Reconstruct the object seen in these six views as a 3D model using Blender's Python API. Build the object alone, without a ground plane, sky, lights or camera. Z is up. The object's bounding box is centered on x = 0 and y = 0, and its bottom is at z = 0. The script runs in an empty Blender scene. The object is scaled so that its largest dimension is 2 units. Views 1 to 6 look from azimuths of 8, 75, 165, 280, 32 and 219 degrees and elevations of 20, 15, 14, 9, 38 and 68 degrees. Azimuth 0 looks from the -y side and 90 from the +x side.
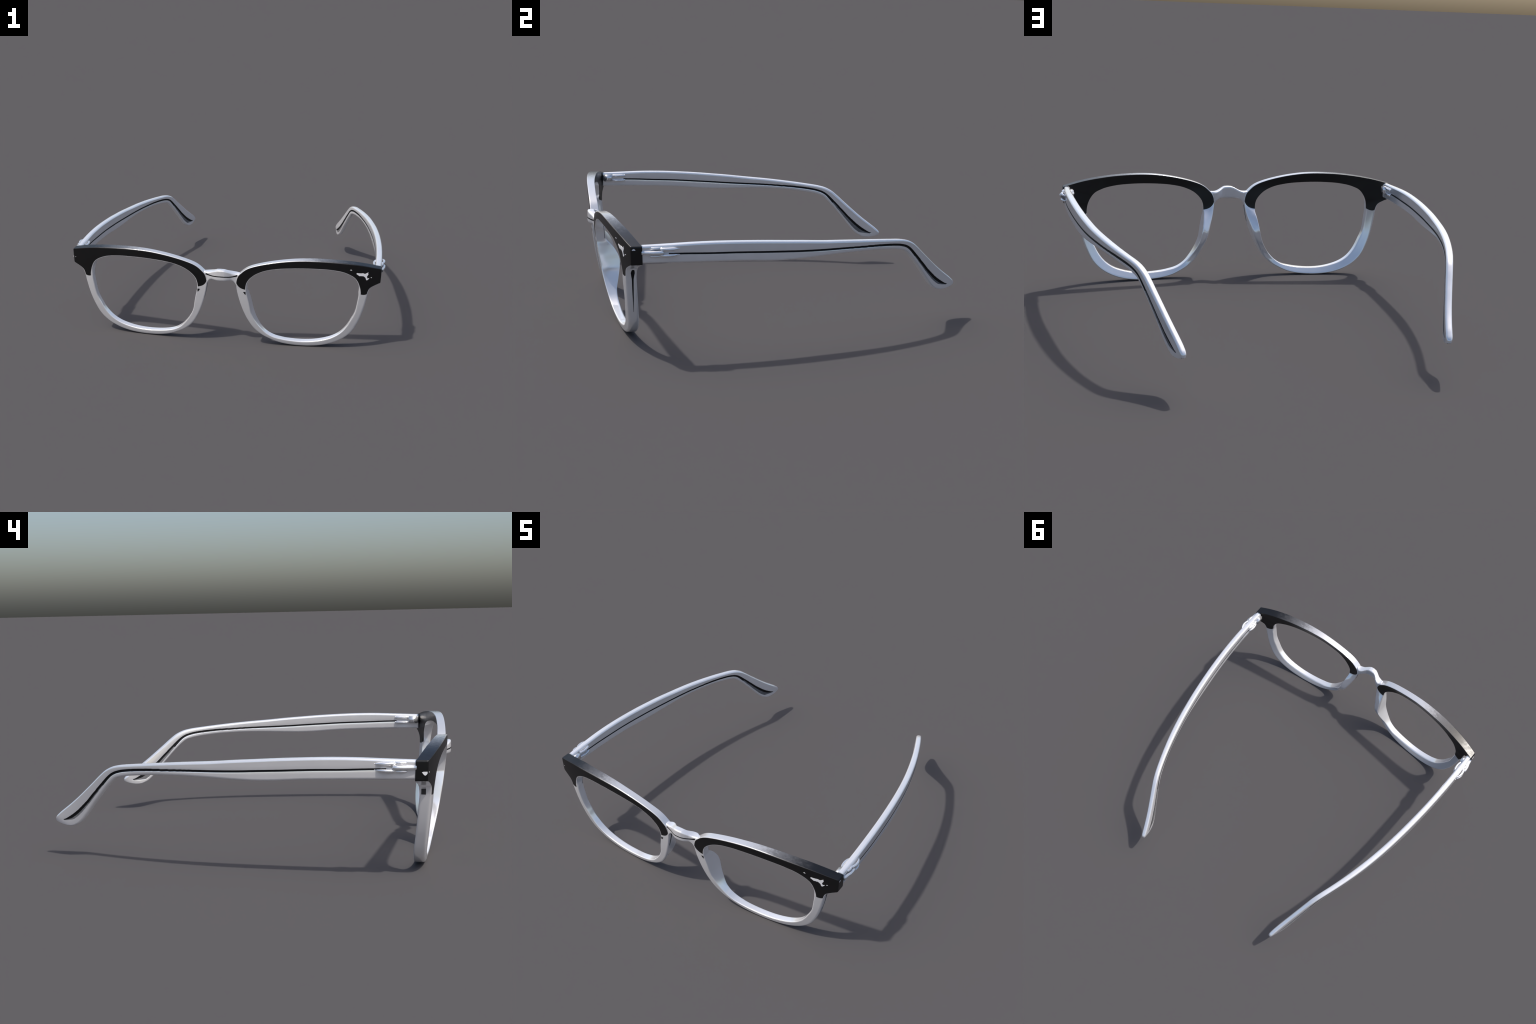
"""Horn-rimmed spectacles: silver frame with black brow bars, standing open."""
import bpy, bmesh, math
import numpy as np
from mathutils import Vector

# ------------------------------------------------------------------ materials
def new_mat(name):
    m = bpy.data.materials.new(name)
    m.use_nodes = True
    nt = m.node_tree
    for n in list(nt.nodes):
        nt.nodes.remove(n)
    out = nt.nodes.new('ShaderNodeOutputMaterial')
    bsdf = nt.nodes.new('ShaderNodeBsdfPrincipled')
    nt.links.new(bsdf.outputs[0], out.inputs[0])
    return m, nt, bsdf

def noise(nt, scale, detail=3.0, rough=0.5):
    tc = nt.nodes.new('ShaderNodeTexCoord')
    n = nt.nodes.new('ShaderNodeTexNoise')
    n.inputs['Scale'].default_value = scale
    n.inputs['Detail'].default_value = detail
    n.inputs['Roughness'].default_value = rough
    nt.links.new(tc.outputs['Object'], n.inputs['Vector'])
    return n

def map_range(nt, src, a, b, c, d, smooth=False):
    m = nt.nodes.new('ShaderNodeMapRange')
    if smooth:
        m.interpolation_type = 'SMOOTHSTEP'
    for i, v in zip((1, 2, 3, 4), (a, b, c, d)):
        m.inputs[i].default_value = v
    nt.links.new(src, m.inputs[0])
    return m

def ramp(nt, src, c0, c1, p0=0.3, p1=0.7):
    r = nt.nodes.new('ShaderNodeValToRGB')
    r.color_ramp.elements[0].position = p0
    r.color_ramp.elements[1].position = p1
    r.color_ramp.elements[0].color = (*c0, 1)
    r.color_ramp.elements[1].color = (*c1, 1)
    nt.links.new(src, r.inputs[0])
    return r

SILVER_LO, SILVER_HI = (0.90, 0.90, 0.91), (0.95, 0.95, 0.96)
SILVER_METAL = 0.55
BLACK = (0.0018, 0.0018, 0.0020)

def silver_material(name, metal=SILVER_METAL, r0=0.10, r1=0.18, bump=0.006, bscale=260):
    m, nt, b = new_mat(name)
    n = noise(nt, 9, 4)
    r = ramp(nt, n.outputs[0], SILVER_LO, SILVER_HI)
    nt.links.new(r.outputs[0], b.inputs['Base Color'])
    b.inputs['Metallic'].default_value = metal
    n2 = noise(nt, 26, 5)
    mr = map_range(nt, n2.outputs[0], 0.3, 0.7, r0, r1)
    nt.links.new(mr.outputs[0], b.inputs['Roughness'])
    n3 = noise(nt, bscale, 2)
    bp = nt.nodes.new('ShaderNodeBump')
    bp.inputs['Strength'].default_value = bump
    bp.inputs['Distance'].default_value = 0.002
    nt.links.new(n3.outputs[0], bp.inputs['Height'])
    nt.links.new(bp.outputs[0], b.inputs['Normal'])
    return m

def black_material(name, base=BLACK, rough=0.36, spec=0.5):
    m, nt, b = new_mat(name)
    n = noise(nt, 30, 4)
    r = ramp(nt, n.outputs[0], tuple(c * 0.8 for c in base), tuple(c * 1.25 for c in base))
    nt.links.new(r.outputs[0], b.inputs['Base Color'])
    mr = map_range(nt, n.outputs[0], 0.3, 0.7, rough - 0.02, rough + 0.02)
    nt.links.new(mr.outputs[0], b.inputs['Roughness'])
    b.inputs['Specular IOR Level'].default_value = spec
    return m

def fade_material(name):
    """Top edge of the brow: black lacquer at the ends wearing to bare silver."""
    m, nt, b = new_mat(name)
    tc = nt.nodes.new('ShaderNodeTexCoord')
    sep = nt.nodes.new('ShaderNodeSeparateXYZ')
    nt.links.new(tc.outputs['Object'], sep.inputs[0])
    ab = nt.nodes.new('ShaderNodeMath'); ab.operation = 'ABSOLUTE'
    nt.links.new(sep.outputs[0], ab.inputs[0])
    n = noise(nt, 60, 5, 0.65)
    off = map_range(nt, n.outputs[0], 0.3, 0.7, -0.035, 0.035)
    ad = nt.nodes.new('ShaderNodeMath'); ad.operation = 'ADD'
    nt.links.new(ab.outputs[0], ad.inputs[0]); nt.links.new(off.outputs[0], ad.inputs[1])
    f = map_range(nt, ad.outputs[0], 0.38, 0.85, 0, 1, True)
    r = nt.nodes.new('ShaderNodeValToRGB')
    e = r.color_ramp.elements
    e[0].position = 0; e[0].color = (0.77, 0.77, 0.78, 1)
    e[1].position = 1; e[1].color = (0.006, 0.006, 0.0065, 1)
    k = e.new(0.5); k.color = (0.17, 0.17, 0.175, 1)
    nt.links.new(f.outputs[0], r.inputs[0])
    nt.links.new(r.outputs[0], b.inputs['Base Color'])
    mm = map_range(nt, f.outputs[0], 0, 1, SILVER_METAL, 0.0)
    nt.links.new(mm.outputs[0], b.inputs['Metallic'])
    rr = map_range(nt, n.outputs[0], 0.3, 0.7, -0.04, 0.06)
    rb = map_range(nt, f.outputs[0], 0.0, 1.0, 0.15, 0.32)
    ra = nt.nodes.new('ShaderNodeMath'); ra.operation = 'ADD'
    nt.links.new(rr.outputs[0], ra.inputs[0]); nt.links.new(rb.outputs[0], ra.inputs[1])
    nt.links.new(ra.outputs[0], b.inputs['Roughness'])
    return m

M_SILVER = silver_material('polished_silver')
M_CHROME = silver_material('cast_chrome', metal=0.75, r0=0.12, r1=0.24, bump=0.15, bscale=140)
M_BLACK = black_material('black_lacquer')
M_FADE = fade_material('worn_brow_edge')
M_GROOVE = black_material('dark_groove', (0.006, 0.006, 0.0065), 0.5, 0.2)
M_PATCH = black_material('smoked_patch', (0.035, 0.035, 0.036), 0.4, 0.4)
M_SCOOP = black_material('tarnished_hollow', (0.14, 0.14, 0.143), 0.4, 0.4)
M_EMBLEM = silver_material('emblem_silver', metal=0.2, r0=0.3, r1=0.4, bump=0.1)

# ------------------------------------------------------------------ geometry helpers
def spline(pts, n, closed=False):
    """Dense centripetal Catmull-Rom through control points (k-dimensional)."""
    P = np.asarray(pts, float)
    if closed:
        P = np.vstack([P[-1], P, P[:2]])
    else:
        P = np.vstack([2 * P[0] - P[1], P, 2 * P[-1] - P[-2]])
    out = []
    segs = len(P) - 3
    per = max(2, n // segs)
    for i in range(segs):
        p0, p1, p2, p3 = P[i:i + 4]
        t0 = 0.0
        t1 = t0 + max(1e-6, np.linalg.norm(p1 - p0)) ** 0.5
        t2 = t1 + max(1e-6, np.linalg.norm(p2 - p1)) ** 0.5
        t3 = t2 + max(1e-6, np.linalg.norm(p3 - p2)) ** 0.5
        for t in np.linspace(t1, t2, per, endpoint=False):
            a1 = (t1 - t) / (t1 - t0) * p0 + (t - t0) / (t1 - t0) * p1
            a2 = (t2 - t) / (t2 - t1) * p1 + (t - t1) / (t2 - t1) * p2
            a3 = (t3 - t) / (t3 - t2) * p2 + (t - t2) / (t3 - t2) * p3
            b1 = (t2 - t) / (t2 - t0) * a1 + (t - t0) / (t2 - t0) * a2
            b2 = (t3 - t) / (t3 - t1) * a2 + (t - t1) / (t3 - t1) * a3
            out.append((t2 - t) / (t2 - t1) * b1 + (t - t1) / (t2 - t1) * b2)
    if not closed:
        out.append(P[-2])
    return np.array(out)

def arclen(P):
    return np.concatenate([[0], np.cumsum(np.linalg.norm(np.diff(P, axis=0), axis=1))])

def at_len(P, L, s):
    return np.stack([np.interp(s, L, P[:, k]) for k in range(P.shape[1])], -1)

def smooth_interp(x, xs, ys_):
    """Monotone piecewise smoothstep-free cubic (PCHIP-like) interpolation."""
    xs = np.asarray(xs, float); ys_ = np.asarray(ys_, float)
    h = np.diff(xs); d = np.diff(ys_) / h
    m = np.zeros(len(xs)); m[0], m[-1] = d[0], d[-1]
    for i in range(1, len(xs) - 1):
        if d[i - 1] * d[i] > 0:
            m[i] = 2 * d[i - 1] * d[i] / (d[i - 1] + d[i])
    x = np.clip(np.asarray(x, float), xs[0], xs[-1])
    i = np.clip(np.searchsorted(xs, x) - 1, 0, len(xs) - 2)
    t = (x - xs[i]) / h[i]
    return ((2*t**3 - 3*t**2 + 1) * ys_[i] + (t**3 - 2*t**2 + t) * h[i] * m[i]
            + (-2*t**3 + 3*t**2) * ys_[i + 1] + (t**3 - t**2) * h[i] * m[i + 1])

def round_poly(corners, radii, face_pts, k=5):
    """Closed section: corner arcs (k points) alternating with straight runs."""
    C = [np.asarray(c, float) for c in corners]
    n = len(C); out = []; tags = []
    arcs = []
    for i in range(n):
        a, p, b = C[i - 1], C[i], C[(i + 1) % n]
        la, lb = np.linalg.norm(a - p), np.linalg.norm(b - p)
        r = min(radii[i], 0.45 * la, 0.45 * lb)
        s = p + (a - p) / max(la, 1e-9) * r
        e = p + (b - p) / max(lb, 1e-9) * r
        arcs.append([(1-t)**2 * s + 2*t*(1-t) * p + t*t * e for t in np.linspace(0, 1, k)])
    for i in range(n):
        out += arcs[i]; tags += [('arc', i)] * k
        s, e = arcs[i][-1], arcs[(i + 1) % n][0]
        for t in np.linspace(0, 1, face_pts[i] + 2)[1:-1]:
            out.append(s + (e - s) * t); tags.append(('run', i))
    return np.array(out), tags

def grid_faces(ns, nr, closed_s):
    f = []
    for i in range(ns if closed_s else ns - 1):
        j = (i + 1) % ns
        for a in range(nr):
            b = (a + 1) % nr
            f.append((i * nr + a, i * nr + b, j * nr + b, j * nr + a))
    return f

def vert_normals(V, F):
    V = np.asarray(V); N = np.zeros_like(V)
    for f in F:
        p = V[list(f)]
        nrm = np.zeros(3)
        for i in range(len(f)):
            a, b = p[i], p[(i + 1) % len(f)]
            nrm += np.cross(a, b)
        for v in f:
            N[v] += nrm
    L = np.linalg.norm(N, axis=1, keepdims=True)
    return N / np.maximum(L, 1e-12)

def orient(V, F):
    """Flip all faces if the closed mesh is inside out."""
    V = np.asarray(V); vol = 0
    for f in F:
        for i in range(1, len(f) - 1):
            vol += np.dot(V[f[0]], np.cross(V[f[i]], V[f[i + 1]]))
    return [tuple(reversed(f)) for f in F] if vol < 0 else F

ROOT = bpy.data.objects.new('eyeglasses', None)
ROOT.empty_display_size = 0.1
bpy.context.scene.collection.objects.link(ROOT)
ROOT['label'] = 'open silver spectacles with black brow bars, no lenses'
ROOT['category'] = 'eyeglasses'

def make_object(name, V, F, mats, mat_idx=None, normals=None, parent=None, smooth=True):
    used = sorted({v for f in F for v in f})
    remap = {v: i for i, v in enumerate(used)}
    me = bpy.data.meshes.new(name)
    me.from_pydata([tuple(map(float, V[v])) for v in used], [], [tuple(remap[v] for v in f) for f in F])
    for m in mats:
        me.materials.append(m)
    if mat_idx is not None:
        me.polygons.foreach_set('material_index', list(mat_idx))
    me.polygons.foreach_set('use_smooth', [smooth] * len(F))
    me.update()
    if normals is not None:
        me.normals_split_custom_set_from_vertices([tuple(map(float, normals[v])) for v in used])
    ob = bpy.data.objects.new(name, me)
    bpy.context.scene.collection.objects.link(ob)
    ob.parent = parent or ROOT
    return ob

def mirrored(V, F):
    W = np.array(V, float).copy(); W[:, 0] *= -1
    return W, [tuple(reversed(f)) for f in F]

# ------------------------------------------------------------------ front: face form
def front_y(x, z):
    """Front surface of the frame: wrapped about z and dished towards the cheeks."""
    w = z - 0.45
    return -0.9714 + 0.0403 * x * x + 0.0697 * x**4 - 0.0757 * w + 0.244 * w * w

# lens opening (x, z), one side
HOLE = [(.152, .397), (.163, .452), (.204, .498), (.269, .531), (.348, .549), (.429, .557),
        (.51, .561), (.592, .561), (.677, .556), (.759, .539), (.821, .503), (.848, .452),
        (.852, .397), (.846, .346), (.834, .270), (.822, .236), (.806, .203), (.789, .169),
        (.767, .135), (.735, .101), (.691, .072), (.637, .051), (.576, .038), (.51, .033),
        (.444, .036), (.38, .045), (.318, .062), (.273, .090), (.241, .126), (.216, .162),
        (.196, .197), (.182, .232), (.175, .270), (.169, .307), (.160, .350)]
# outer outline as smooth runs separated by the end-piece corners
RUN_TOP = [(.0925, .445), (.096, .470), (.104, .491), (.119, .507), (.146, .531), (.176, .548), (.233, .568),
           (.326, .5905), (.42, .6055), (.49, .6115), (.585, .6125), (.72, .605), (.86, .586), (.979, .559)]
RUN_END = [(.979, .559), (.978, .51), (.976, .467)]
RUN_LOW = [(.976, .467), (.942, .451), (.916, .433), (.904, .405), (.895, .352), (.885, .302), (.870, .245),
           (.850, .190), (.817, .125), (.770, .075), (.705, .036), (.635, .013), (.56, .003),
           (.48, .002), (.40, .010), (.345, .024), (.295, .046), (.25, .072), (.2, .117),
           (.163, .177), (.132, .250), (.107, .335), (.094, .405), (.0925, .445)]

def build_outer():
    a = spline(RUN_TOP, 240); b = spline(RUN_END, 24); c = spline(RUN_LOW, 320)
    P = np.vstack([a, b[1:], c[1:]])
    # round the two end-piece corners
    L = arclen(P)
    def fillet(P, corner, r):
        L = arclen(P)
        k = int(np.argmin(np.linalg.norm(P - corner, axis=1)))
        s0, s1 = L[k] - r, L[k] + r
        p, q, m = at_len(P, L, s0), at_len(P, L, s1), P[k]
        arc = [(1-t)**2 * p + 2*t*(1-t) * m + t*t * q for t in np.linspace(0, 1, 9)]
        return np.vstack([P[L < s0], arc, P[L > s1]])
    P = fillet(P, np.array(RUN_TOP[-1]), 0.008)
    P = fillet(P, np.array(RUN_LOW[0]), 0.006)
    return P

OUT = build_outer(); OUT_L = arclen(OUT)
HOL = spline(HOLE, 420, closed=True); HOL = np.vstack([HOL, HOL[:1]]); HOL_L = arclen(HOL)

def s_of(P, L, pt):
    return L[int(np.argmin(np.linalg.norm(P[:-1] - np.array(pt), axis=1)))]

# hole point, outer point, depth inside, depth outside, back taper, front radius, back radius, back flare
KEYS = [
    ((.152, .397), (.0925, .445), .048, .050, .00, .005, .003, .000),
    ((.163, .452), (.104, .491), .050, .048, .00, .005, .003, .000),
    ((.204, .498), (.132, .519), .044, .046, .00, .005, .003, .000),
    ((.269, .531), (.233, .568), .038, .043, .00, .005, .003, .000),
    ((.429, .557), (.42, .603), .036, .045, .00, .005, .003, .000),
    ((.592, .561), (.585, .610), .045, .053, .00, .005, .003, .000),
    ((.759, .539), (.79, .593), .058, .060, .00, .005, .003, .000),
    ((.800, .519), (.91, .573), .058, .058, .00, .005, .003, .000),
    ((.828, .494), (.979, .559), .056, .056, .00, .005, .003, -.005),
    ((.845, .460), (.976, .467), .054, .056, .00, .005, .003, -.005),
    ((.852, .425), (.913, .430), .050, .056, .00, .005, .004, -.004),
    ((.852, .397), (.902, .396), .052, .054, .00, .006, .010, .000),
    ((.846, .346), (.894, .347), .049, .055, .00, .010, .012, .000),
    ((.834, .270), (.877, .270), .046, .055, .00, .011, .012, .000),
    ((.789, .169), (.840, .167), .043, .055, .00, .011, .012, .001),
    ((.735, .101), (.788, .092), .042, .055, .00, .011, .012, -.001),
    ((.637, .051), (.655, .018), .041, .055, .00, .012, .012, -.003),
    ((.51, .033), (.51, .0022), .041, .055, .00, .012, .012, -.003),
    ((.38, .045), (.352, .022), .041, .052, .00, .012, .012, -.001),
    ((.273, .090), (.238, .082), .048, .052, .04, .012, .012, .000),
    ((.241, .126), (.195, .123), .058, .055, .08, .012, .014, .003),
    ((.216, .162), (.165, .173), .075, .068, .08, .011, .018, .003),
    ((.196, .197), (.150, .206), .091, .085, .07, .010, .018, .001),
    ((.182, .232), (.138, .234), .106, .099, .10, .009, .018, .000),
    ((.175, .270), (.126, .270), .116, .104, .16, .009, .015, .003),
    ((.169, .307), (.115, .307), .112, .084, .10, .008, .012, .004),
    ((.160, .350), (.103, .352), .090, .069, .05, .007, .008, .002),
    ((.155, .377), (.096, .393), .064, .053, .02, .006, .006, .001),
]

def build_rim_loft():
    hs = [s_of(HOL, HOL_L, k[0]) for k in KEYS] + [HOL_L[-1]]
    os_ = [s_of(OUT, OUT_L, k[1]) for k in KEYS] + [OUT_L[-1]]
    hs[0] = 0.0; os_[0] = 0.0
    assert all(np.diff(hs) > 0) and all(np.diff(os_) > 0), (hs, os_)
    # stations on the outer outline: dense in the end-piece corners
    st = set(np.round(np.linspace(0, OUT_L[-1], 300, endpoint=False), 5))
    for c in (RUN_TOP[-1], RUN_LOW[0]):
        k = s_of(OUT, OUT_L, c)
        st |= set(np.round(k + np.linspace(-0.010, 0.010, 13), 5))
    s_notch = os_[11]; s_nose = 0.0
    st |= {round(s_notch, 5)}
    st = np.array(sorted(st))
    keep = [0]
    for i in range(1, len(st)):
        if st[i] - st[keep[-1]] > 0.0012 or abs(st[i] - s_notch) < 1e-4:
            keep.append(i)
    st = st[keep]
    par = lambda j: np.interp(st, os_, [k[j] for k in KEYS] + [KEYS[0][j]])
    # smooth the parameter tracks a little along the outline
    def smooth(a):
        n = len(a)
        for _ in range(6):
            a = 0.25 * np.roll(a, 1) + 0.5 * a + 0.25 * np.roll(a, -1)
        return a
    d_in, d_out, taper, r_f, r_b, flare = [smooth(par(j)) for j in (2, 3, 4, 5, 6, 7)]
    r_fi = r_f * .7 + .011 * np.exp(-((st - os_[11]) / .045) ** 2) * (st <= os_[11] + .004)
    r_fi = smooth(r_fi)
    H = at_len(HOL, HOL_L, smooth_interp(st, os_, hs)); O = at_len(OUT, OUT_L, st)
    V = []; tags = None
    total = OUT_L[-1]
    for i, s in enumerate(st):
        W = np.linalg.norm(O[i] - H[i])
        sec, tags = round_poly(
            [(-.45 * r_fi[i], 0), (W, 0), (W * (1 - taper[i]), d_out[i]), (flare[i] - .0045, d_in[i])],
            [r_fi[i], r_f[i], r_b[i], min(.007, r_b[i])], [7, 5, 5, 3])
        dn = min(abs(s - s_nose), abs(s - total))
        bend = (np.array([-.010, -.009]) * math.exp(-(dn / .03)**2)
                + np.array([.002, -.008]) * math.exp(-((s - s_notch) / .02)**2))
        for w, d in sec:
            q = w / W
            xz = H[i] + (O[i] - H[i]) * q + bend * 4 * q * (1 - q)
            V.append((xz[0], front_y(*xz) + d, xz[1]))
    nr = len(tags)
    F = grid_faces(len(st), nr, True)
    region = []
    s_c1 = s_of(OUT, OUT_L, RUN_TOP[-1]); s_c2 = s_of(OUT, OUT_L, RUN_LOW[0])
    for i in range(len(st)):
        sm = 0.5 * (st[i] + (st[i + 1] if i + 1 < len(st) else total))
        brow = sm < s_notch
        for a in range(nr):
            kind, idx = tags[a]
            kind2, idx2 = tags[(a + 1) % nr]
            run = idx if (kind == 'run' or kind2 == 'run' or idx != idx2) else None
            if not brow:
                region.append(0)
            elif run in (0, 2) or (run is None and idx == 3):          # front and back face, inner back edge
                region.append(1)
            elif run == 1 or (run is None and idx in (1, 2)):   # outer wall and its rounded edges
                if sm < s_c1 - 0.004:
                    region.append(2)
                elif sm < s_c2 + 0.004:
                    region.append(1)
                else:
                    region.append(0)
            else:
                region.append(0)
    return np.array(V), F, region

RV, RF, RR = build_rim_loft()
RV[:, 2] -= RV[:, 2].min()
Z_SHIFT = 0.0
Fo = orient(RV, RF)
for side in (1, -1):
    V, F = (RV, Fo) if side == 1 else mirrored(RV, Fo)
    N = vert_normals(V, F)
    sil = [f for f, r in zip(F, RR) if r == 0]
    brow = [(f, r) for f, r in zip(F, RR) if r != 0]
    make_object('rim', V, sil, [M_SILVER], normals=N)
    make_object('brow_bar', V, [f for f, r in brow], [M_BLACK, M_FADE],
                [r - 1 for f, r in brow], normals=N)

# ------------------------------------------------------------------ bridge
BX = [0, .02, .035, .05, .062, .075, .085, .095, .106, .125]
B_FRONT = [-1.0, -.998, -.993, -.985, -.978, -.9735, -.971, -.9690, -.9665, -.960]
B_BACK = [-.960, -.959, -.954, -.942, -.931, -.924, -.9215, -.9245, -.931, -.935]
B_TOP = [.5250, .5238, .5185, .5115, .506, .5015, .4995, .4990, .500, .498]
B_LOW = [.4510, .4510, .4515, .4520, .4505, .443, .431, .412, .40, .41]
def build_bridge():
    xs = np.linspace(-.118, .118, 73)
    V = []; tags = None
    for x in xs:
        a = abs(x)
        yf, yb, zt, zb = [smooth_interp(a, BX, t) for t in (B_FRONT, B_BACK, B_TOP, B_LOW)]
        sec, tags = round_poly([(yf, zb), (yf, zt), (yb, zt), (yb, zb)],
                               [.016, .011, .010, .020], [6, 4, 4, 4], 6)
        for y, z in sec:
            V.append((x, y, z))
    nr = len(tags)
    F = grid_faces(len(xs), nr, False)
    F.append(tuple(range(nr))); F.append(tuple(range((len(xs) - 1) * nr, len(xs) * nr))[::-1])
    return np.array(V), orient(V, F)
BV, BF = build_bridge()
make_object('bridge', BV, BF, [M_SILVER], normals=vert_normals(BV, BF))

def ribbon(name, path, normal_out, width_fn, thick, mat, parent=None):
    """Thin inlaid strip: path points (3D), outward normals, half widths along an in-plane side vector."""
    V = []; n = len(path)
    for i in range(n):
        p = np.array(path[i]); o = np.array(normal_out[i])
        t = np.array(path[min(i + 1, n - 1)]) - np.array(path[max(i - 1, 0)])
        side = np.cross(t, o); side /= max(np.linalg.norm(side), 1e-9)
        h = width_fn(i / (n - 1))
        V += [p + side * h + o * thick, p - side * h + o * thick, p - side * h - o * .003, p + side * h - o * .003]
    F = grid_faces(n, 4, False)
    F += [(0, 1, 2, 3), tuple(range((n - 1) * 4, n * 4))[::-1]]
    return make_object(name, V, orient(V, F), [mat], parent=parent, smooth=False)

gx = np.linspace(-.099, .099, 49)
gz = [smooth_interp(abs(x), [0, .03, .06, .08, .10], [.4835, .482, .479, .4815, .487]) for x in gx]
gy = [smooth_interp(abs(x), BX, B_FRONT) for x in gx]
gp = [(x, y, z) for x, y, z in zip(gx, gy, gz)]
gn = []
for i in range(len(gx)):
    j0, j1 = max(i - 1, 0), min(i + 1, len(gx) - 1)
    d = np.array([gx[j1] - gx[j0], gy[j1] - gy[j0]]); d /= np.linalg.norm(d)
    gn.append((d[1], -d[0], 0))
ribbon('bridge_line', gp, gn, lambda t: .0030 + .0018 * abs(2 * t - 1)**4, .0007, M_GROOVE)

# ------------------------------------------------------------------ temples
# (y, z) pairs: top edge and matching bottom edge
T_EDGE = [(-.826, .5565, -.826, .4735), (-.69, .5605, -.69, .473), (-.56, .5645, -.56, .4715), (-.44, .5645, -.44, .469),
          (-.31, .5605, -.31, .465), (-.185, .5545, -.185, .457), (-.1, .549, -.1, .4545), (0, .5425, 0, .456),
          (.12, .533, .12, .4605), (.25, .5245, .24, .4635), (.36, .516, .345, .4625), (.45, .508, .435, .4585),
          (.53, .500, .51, .4515), (.598, .492, .565, .4445), (.640, .482, .598, .4375), (.678, .464, .627, .427),
          (.713, .437, .658, .402), (.76, .395, .695, .364), (.80, .360, .728, .326), (.85, .317, .765, .282),
          (.895, .281, .802, .236), (.935, .2515, .832, .201), (.963, .231, .856, .180), (.983, .2145, .885, .1655)]
# plan curve of the temple centre line, x as a polynomial in y
T_X = [.04957, .05152, -.04337, -.07325, -.13803, -.16072, .90026]
GROOVE = [(-.70, .5185), (-.60, .5165), (-.497, .513), (-.36, .510), (-.218, .504), (-.1, .499), (-.015, .495), (.099, .4915), (.256, .489),
          (.424, .483), (.512, .477), (.594, .4655), (.642, .447), (.707, .388), (.790, .301), (.862, .235), (.915, .201), (.95, .190)]

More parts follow.
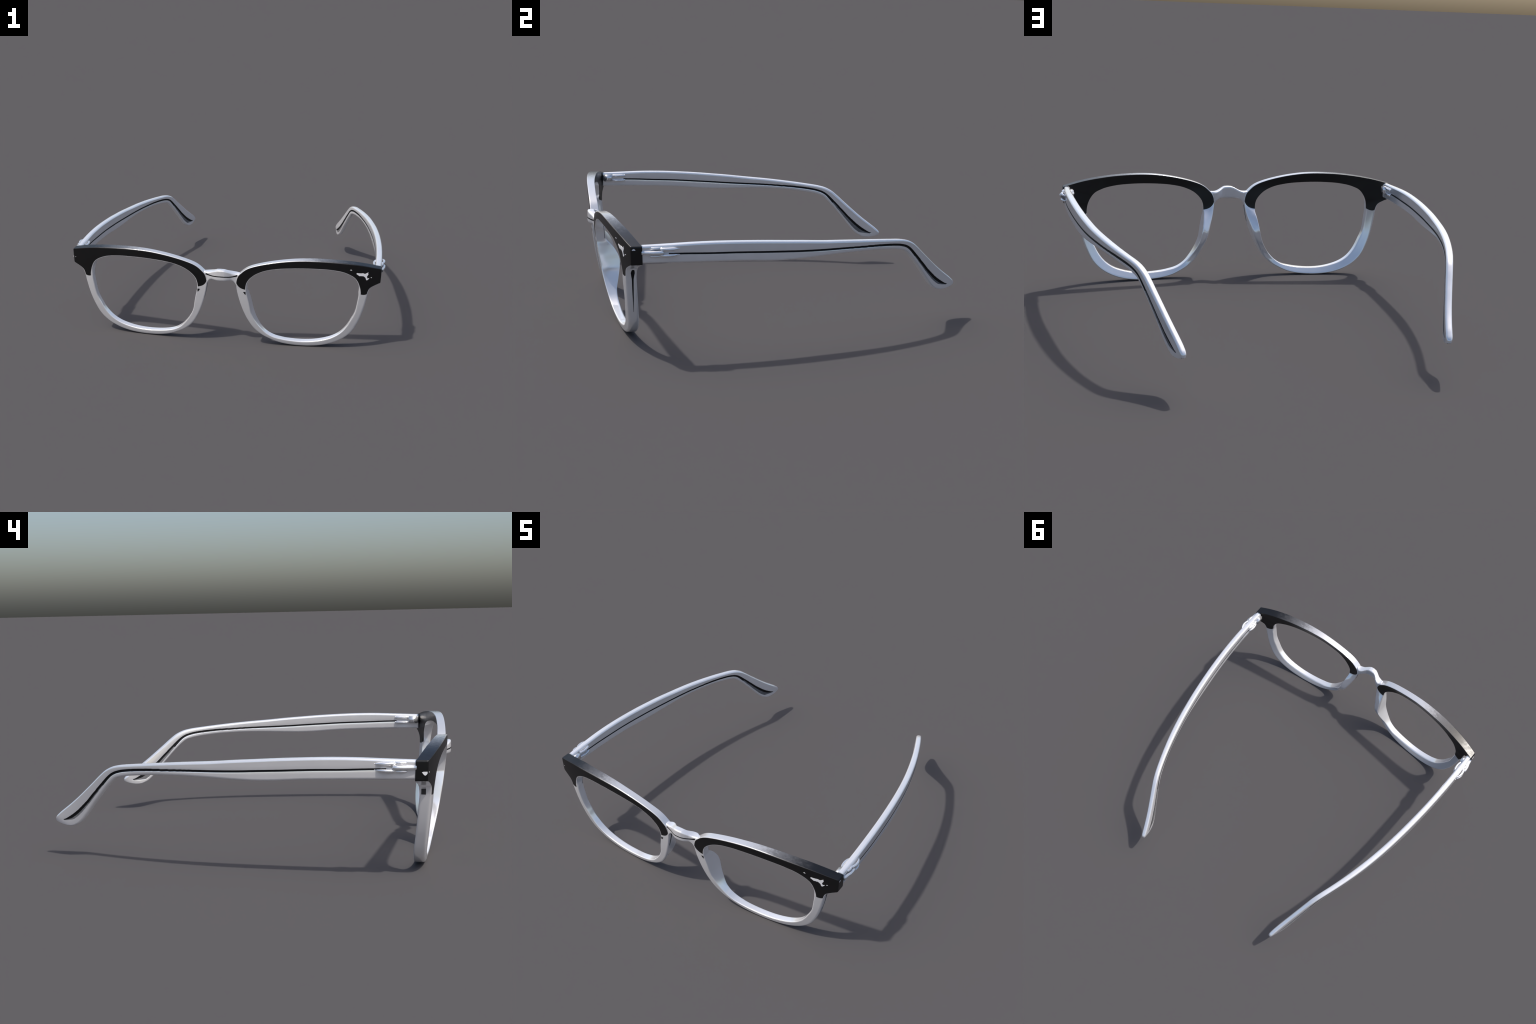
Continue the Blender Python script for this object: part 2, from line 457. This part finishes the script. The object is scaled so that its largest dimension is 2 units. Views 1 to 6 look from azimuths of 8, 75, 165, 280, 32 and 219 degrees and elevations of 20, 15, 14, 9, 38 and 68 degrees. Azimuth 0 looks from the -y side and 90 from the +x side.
def build_temple(heel_in):
    """heel_in: how far the lower edge of the ear piece follows the upper edge inwards."""
    ym0 = lambda a, b: .5 * (a + b)
    E = spline(T_EDGE, 260)
    G = spline(GROOVE, 400)
    x_of = lambda y: float(np.polyval(T_X, y))
    # closing cap: fan of sections turning about the tip
    cap = []
    last = E[-1]
    tip = spline([(.983, .2145), (.9905, .2075), (.9965, .199), (.9985, .191), (.9965, .1845)], 24)
    heel = spline([(.885, .1655), (.900, .1620), (.917, .1612), (.936, .1630), (.955, .1668), (.974, .1717), (.990, .1790)], 24)
    tl, hl = arclen(tip), arclen(heel)
    for t in np.linspace(0, 1, 12)[1:]:
        cap.append((*at_len(tip, tl, t * tl[-1]), *at_len(heel, hl, t * hl[-1])))
    E = np.vstack([E, cap])
    n = len(E); V = []; tags = None; mats = []
    L = arclen(E[:, :2])
    rows = []
    for i in range(n):
        ty, tz, by, bz = E[i]
        T = np.array([x_of(ty), ty, tz]); B = np.array([x_of(by + heel_in * (ty - by)), by, bz])
        up = T - B; h = np.linalg.norm(up); up /= max(h, 1e-9)
        grow = .0025 - .0013 * min(1, max(0, (ym0(ty, by) - .70) / .24))
        T = T + up * grow; B = B - up * grow; h += 2 * grow
        # section normal in the horizontal plane
        ym = .5 * (ty + by); e = .01
        tan = np.array([x_of(ym + e) - x_of(ym - e), 2 * e, 0.]); tan /= np.linalg.norm(tan)
        side = np.array([tan[1], -tan[0], 0.])
        w = .0195 - .0022 * min(1, max(0, (-.70 - ym) / .06)) if ym < .3 else .0195 - .0040 * min(1, (ym - .3) / .5)
        rr = .012
        if i >= n - 11:
            t = (i - (n - 12)) / 11
            w *= math.sqrt(max(.05, 1 - .75 * t * t)); rr = min(rr, w * .8)
        # where the groove crosses this section
        A2 = np.array([ty, tz]); B2 = np.array([by, bz]); dv = B2 - A2
        cr = dv[0] * (G[:, 1] - tz) - dv[1] * (G[:, 0] - ty)
        k = np.where(cr[:-1] * cr[1:] <= 0)[0]
        gf, on = None, 0.0
        for kk in k:
            g = G[kk]; q = np.dot(g - A2, dv) / max(np.dot(dv, dv), 1e-9)
            if 0.05 < q < .95:
                gf = q; on = 1.0
        if gf is None:
            gf = rows[-1][0] if rows else .46
        rows.append((gf, on))
        hw = np.interp(ym, [-.66, -.3, .3, .55, .8, .95], [.0044, .0048, .0054, .0068, .0080, .011])
        fade = min(1.0, max(0.0, (.955 - ym) / .05)) if gf is not None else 0
        hw = min(hw, .2 * h) * (.12 + .88 * fade)
        dep = .0035 * on * fade
        rr = min(rr, .3 * h)
        # half section: (side offset, distance below the top edge)
        gc0 = gf * (h - 2 * grow) + grow
        lo, hi = rr + .0008, h - rr - .0008
        gc = min(max(gc0, lo + hw), hi - hw) if hi - lo > 2 * hw else .5 * h
        tail = max(0.0, min(1.0, (ym - .66) / .22)) * fade
        def half_section(scoop):
            half = []
            for t in np.linspace(0, 1, 7):                       # rounded top
                a = t * math.pi / 2
                half.append((w - rr + rr * math.sin(a), rr - rr * math.cos(a)))
            lowhw = min(hw * (1 + 2.6 * scoop), max(hw, h - rr - .002 - gc))
            half += [(w, .5 * (rr + gc - hw)), (w, gc - hw), (w - dep * .7, gc - hw * .6), (w - dep, gc),
                     (w - dep * .7, gc + hw * (.6 + .5 * scoop)), (w, gc + lowhw), (w, .5 * (gc + lowhw + h - rr))]
            for t in np.linspace(0, 1, 7):                       # rounded bottom
                a = t * math.pi / 2
                half.append((w - rr + rr * math.cos(a), h - rr + rr * math.sin(a)))
            return half
        half, inner = half_section(.4 * tail), half_section(tail)
        ring = half + [(-a, b) for a, b in reversed(inner)]
        for a, b in ring:
            V.append(T - up * b + side * a)
    nr = len(V) // n
    F = grid_faces(n, nr, False)
    m = []
    nh = nr // 2
    for i in range(n - 1):
        on = rows[i][1] > 0 and rows[i + 1][1] > 0
        for a in range(nr):
            b = a if a < nh else nr - 2 - a
            tail = E[i][0] > .74
            m.append((2 if b == 11 and tail else 1) if on and 8 <= b <= 11 else 0)
    F.append(tuple(range(nr))); F.append(tuple(range((n - 1) * nr, n * nr))[::-1]); m += [0, 0]
    return np.array(V), orient(V, F), m

for side, heel_in in ((1, .3), (-1, .05)):
    V, F, TM = build_temple(heel_in)
    if side < 0:
        V, F = mirrored(V, F)
    make_object('temple', V, F, [M_SILVER, M_GROOVE, M_SCOOP], TM, normals=vert_normals(V, F))

# ------------------------------------------------------------------ hinges
def tube(path, radii, seg=12, squash=1.0):
    """Swept round bar with closed ends; returns vertices, faces."""
    P = np.array(path, float); n = len(P); V = []
    ref = np.array([0, 0, 1.0])
    for i in range(n):
        t = P[min(i + 1, n - 1)] - P[max(i - 1, 0)]; t /= np.linalg.norm(t)
        u = np.cross(t, ref); u /= max(np.linalg.norm(u), 1e-9); v = np.cross(u, t)
        for k in range(seg):
            a = 2 * math.pi * k / seg
            V.append(P[i] + (u * math.cos(a) + v * math.sin(a) * squash) * radii[i])
    F = grid_faces(n, seg, False)
    F += [tuple(range(seg)), tuple(range((n - 1) * seg, n * seg))[::-1]]
    return V, orient(V, F)

def box(cx, cy, cz, sx, sy, sz, r=.004):
    bm = bmesh.new()
    bmesh.ops.create_cube(bm, size=1)
    bmesh.ops.scale(bm, vec=(sx, sy, sz), verts=bm.verts)
    bmesh.ops.translate(bm, vec=(cx, cy, cz), verts=bm.verts)
    bmesh.ops.bevel(bm, geom=bm.edges[:], offset=r, segments=3, affect='EDGES')
    V = [tuple(v.co) for v in bm.verts]; bm.verts.index_update()
    F = [tuple(v.index for v in f.verts) for f in bm.faces]
    bm.free()
    return V, F

def put(name, VF, parent, side, mat=M_CHROME):
    V, F = VF
    V = np.array(V, float)
    if side < 0:
        V, F = mirrored(V, F)
    return make_object(name, V, F, [mat], parent=parent)

for side in (1, -1):
    # outer face: barrel screwed to the end piece, two pointed straps along the temple
    barrel = put('hinge', tube([(.978, -.822, .526), (.980, -.806, .526), (.983, -.785, .526), (.988, -.765, .5265),
                                (.990, -.740, .527), (.989, -.726, .527), (.986, -.722, .527)],
                               [.0085, .0090, .0095, .0108, .0112, .0108, .007], 16), None, side)
    for z0, z1, zc in ((.541, .5415, .5435), (.512, .5135, .5105)):
        path = []; rad = []
        for t in np.linspace(0, 1, 25):
            y = -.735 + .098 * t
            bulge = math.sin(math.pi * min(1, t * 1.12)) ** .7 if t * 1.12 < 1 else 0
            path.append((.975 + .0150 * bulge, y, zc + (z1 - zc) * t))
            rad.append(.0080 * (1 - max(0, (t - .55) / .45) ** 1.5 * .85) * (.75 + .25 * min(1, t * 6)))
        put('hinge_strap', tube(path, rad, 12), barrel, side)
        bump = [(.974 + .008 * math.sin(math.pi * t), -.778 + .052 * t, zc + (.003 if zc > .526 else -.002)) for t in np.linspace(0, 1, 13)]
        put('hinge_knuckle', tube(bump, [.0062] * 13, 12), barrel, side)
    put('hinge_pin', tube([(.988, -.718, .503), (.988, -.718, .552)], [.0055, .0055], 14), barrel, side)
    # inner face: block on the end piece and two loops on the temple
    block = put('hinge', box(.934, -.793, .5265, .026, .056, .042), None, side)
    for zc in (.5415, .5105):
        path = []
        for t in np.linspace(0, 1, 21):
            path.append((.937 - .010 * math.sin(math.pi * t) ** .6, -.762 + .078 * t, zc))
        put('hinge_loop', tube(path, [.0075] * 21, 12), block, side)
    put('hinge_pin', tube([(.929, -.722, .503), (.929, -.722, .551)], [.006, .006], 14), block, side)

# ------------------------------------------------------------------ emblem, specks, worn chips
def inlay(name, poly, side, mat, proud=.0010, sink=.003, back=False):
    bm = bmesh.new()
    fr = [bm.verts.new((side * x, front_y(x, z) - proud, z)) for x, z in poly]
    bk = [bm.verts.new((side * x, front_y(x, z) + sink, z)) for x, z in poly]
    bm.faces.new(fr); bm.faces.new(bk[::-1])
    n = len(poly)
    for i in range(n):
        bm.faces.new((fr[i], bk[i], bk[(i + 1) % n], fr[(i + 1) % n]))
    bmesh.ops.recalc_face_normals(bm, faces=bm.faces[:])
    bmesh.ops.triangulate(bm, faces=[f for f in bm.faces if len(f.verts) > 4])
    me = bpy.data.meshes.new(name); bm.to_mesh(me); bm.free()
    me.materials.append(mat)
    ob = bpy.data.objects.new(name, me)
    bpy.context.scene.collection.objects.link(ob); ob.parent = ROOT
    return ob

inlay('emblem', [(.828, .532), (.831, .538), (.842, .536), (.857, .535), (.868, .536), (.880, .531), (.900, .541), (.898, .531),
                 (.901, .529), (.897, .522), (.892, .513), (.896, .500), (.907, .502), (.901, .494), (.893, .488), (.888, .492),
                 (.884, .505), (.876, .513), (.868, .518), (.862, .516), (.857, .519), (.848, .517)], 1, M_EMBLEM)
inlay('emblem_speck', [(.788, .557), (.795, .562), (.801, .554), (.794, .556)], 1, M_EMBLEM)
inlay('emblem_speck', [(.915, .505), (.919, .508), (.923, .504), (.918, .503)], 1, M_EMBLEM)
inlay('emblem_speck', [(.9605, .504), (.963, .5065), (.9655, .504), (.963, .5015)], -1, M_EMBLEM)
for side in (1, -1):
    inlay('worn_chip', [(.1365, .380), (.1515, .3815), (.1525, .370), (.1515, .360), (.144, .367)], side, M_GROOVE)

# ------------------------------------------------------------------ dark inlay lines in the rim walls, bare chips on the ends
def wall_line(name, pts, side, half, mat, part='low'):
    """Strip lying in the outer wall: pts are (z, depth), x is taken from the outline."""
    k = np.argmin(np.abs(OUT[:, 0] - .976) + np.abs(OUT[:, 1] - .467))
    run = OUT[k:]
    j = int(np.argmin(run[:, 1]))
    run = run[:j] if part == 'low' else run[j:]
    order = np.argsort(run[:, 1]); R = run[order]
    path = []; nrm = []
    for z, d in pts:
        x = np.interp(z, R[:, 1], R[:, 0])
        dx = np.interp(z + .01, R[:, 1], R[:, 0]) - np.interp(z - .01, R[:, 1], R[:, 0])
        n = np.array([.02, 0, -dx]); n /= np.linalg.norm(n)
        if part != 'low':
            n = -n
        path.append((side * x, front_y(x, z) + d, z)); nrm.append((side * n[0], 0, n[2]))
    return ribbon(name, path, nrm, half, .0006, mat)

zs = np.linspace(.432, .19, 40)
wall_line('rim_line', [(z, np.interp(z, [.19, .32, .43], [.026, .030, .034])) for z in zs], 1,
          lambda t: float(np.interp(t, [0, .04, .10, .24, .5, 1], [.002, .007, .010, .0045, .0035, .0008])), M_GROOVE)
zs = np.linspace(.436, .392, 14)
wall_line('rim_line', [(z, .034) for z in zs], -1, lambda t: float(np.interp(t, [0, .3, 1], [.008, .0105, .0105])), M_PATCH)
for side in (1, -1):
    zs = np.linspace(.418, .315, 24)
    wall_line('rim_line', [(z, np.interp(z, [.31, .42], [.014, .030])) for z in zs], side,
              lambda t: float(np.interp(t, [0, .1, .4, 1], [.003, .0055, .004, .001])), M_PATCH, part='nose')

def end_chip(poly, side):
    """Bare spot on the flat end of the brow bar: poly in (y, z)."""
    V = []
    for y, z in poly:
        V.append((side * .9789, y, z))
    V += [(side * .974, y, z) for y, z in poly]
    n = len(poly)
    F = [tuple(range(n)), tuple(range(n, 2 * n))[::-1]] + [(i, i + n, (i + 1) % n + n, (i + 1) % n) for i in range(n)]
    make_object('bare_chip', V, orient(V, F), [M_EMBLEM], smooth=False)
end_chip([(-.846, .505), (-.853, .508), (-.870, .508), (-.8705, .501), (-.866, .494), (-.860, .4905), (-.854, .495)], -1)
end_chip([(-.869, .539), (-.866, .5445), (-.860, .548), (-.854, .5445), (-.851, .539)], 1)
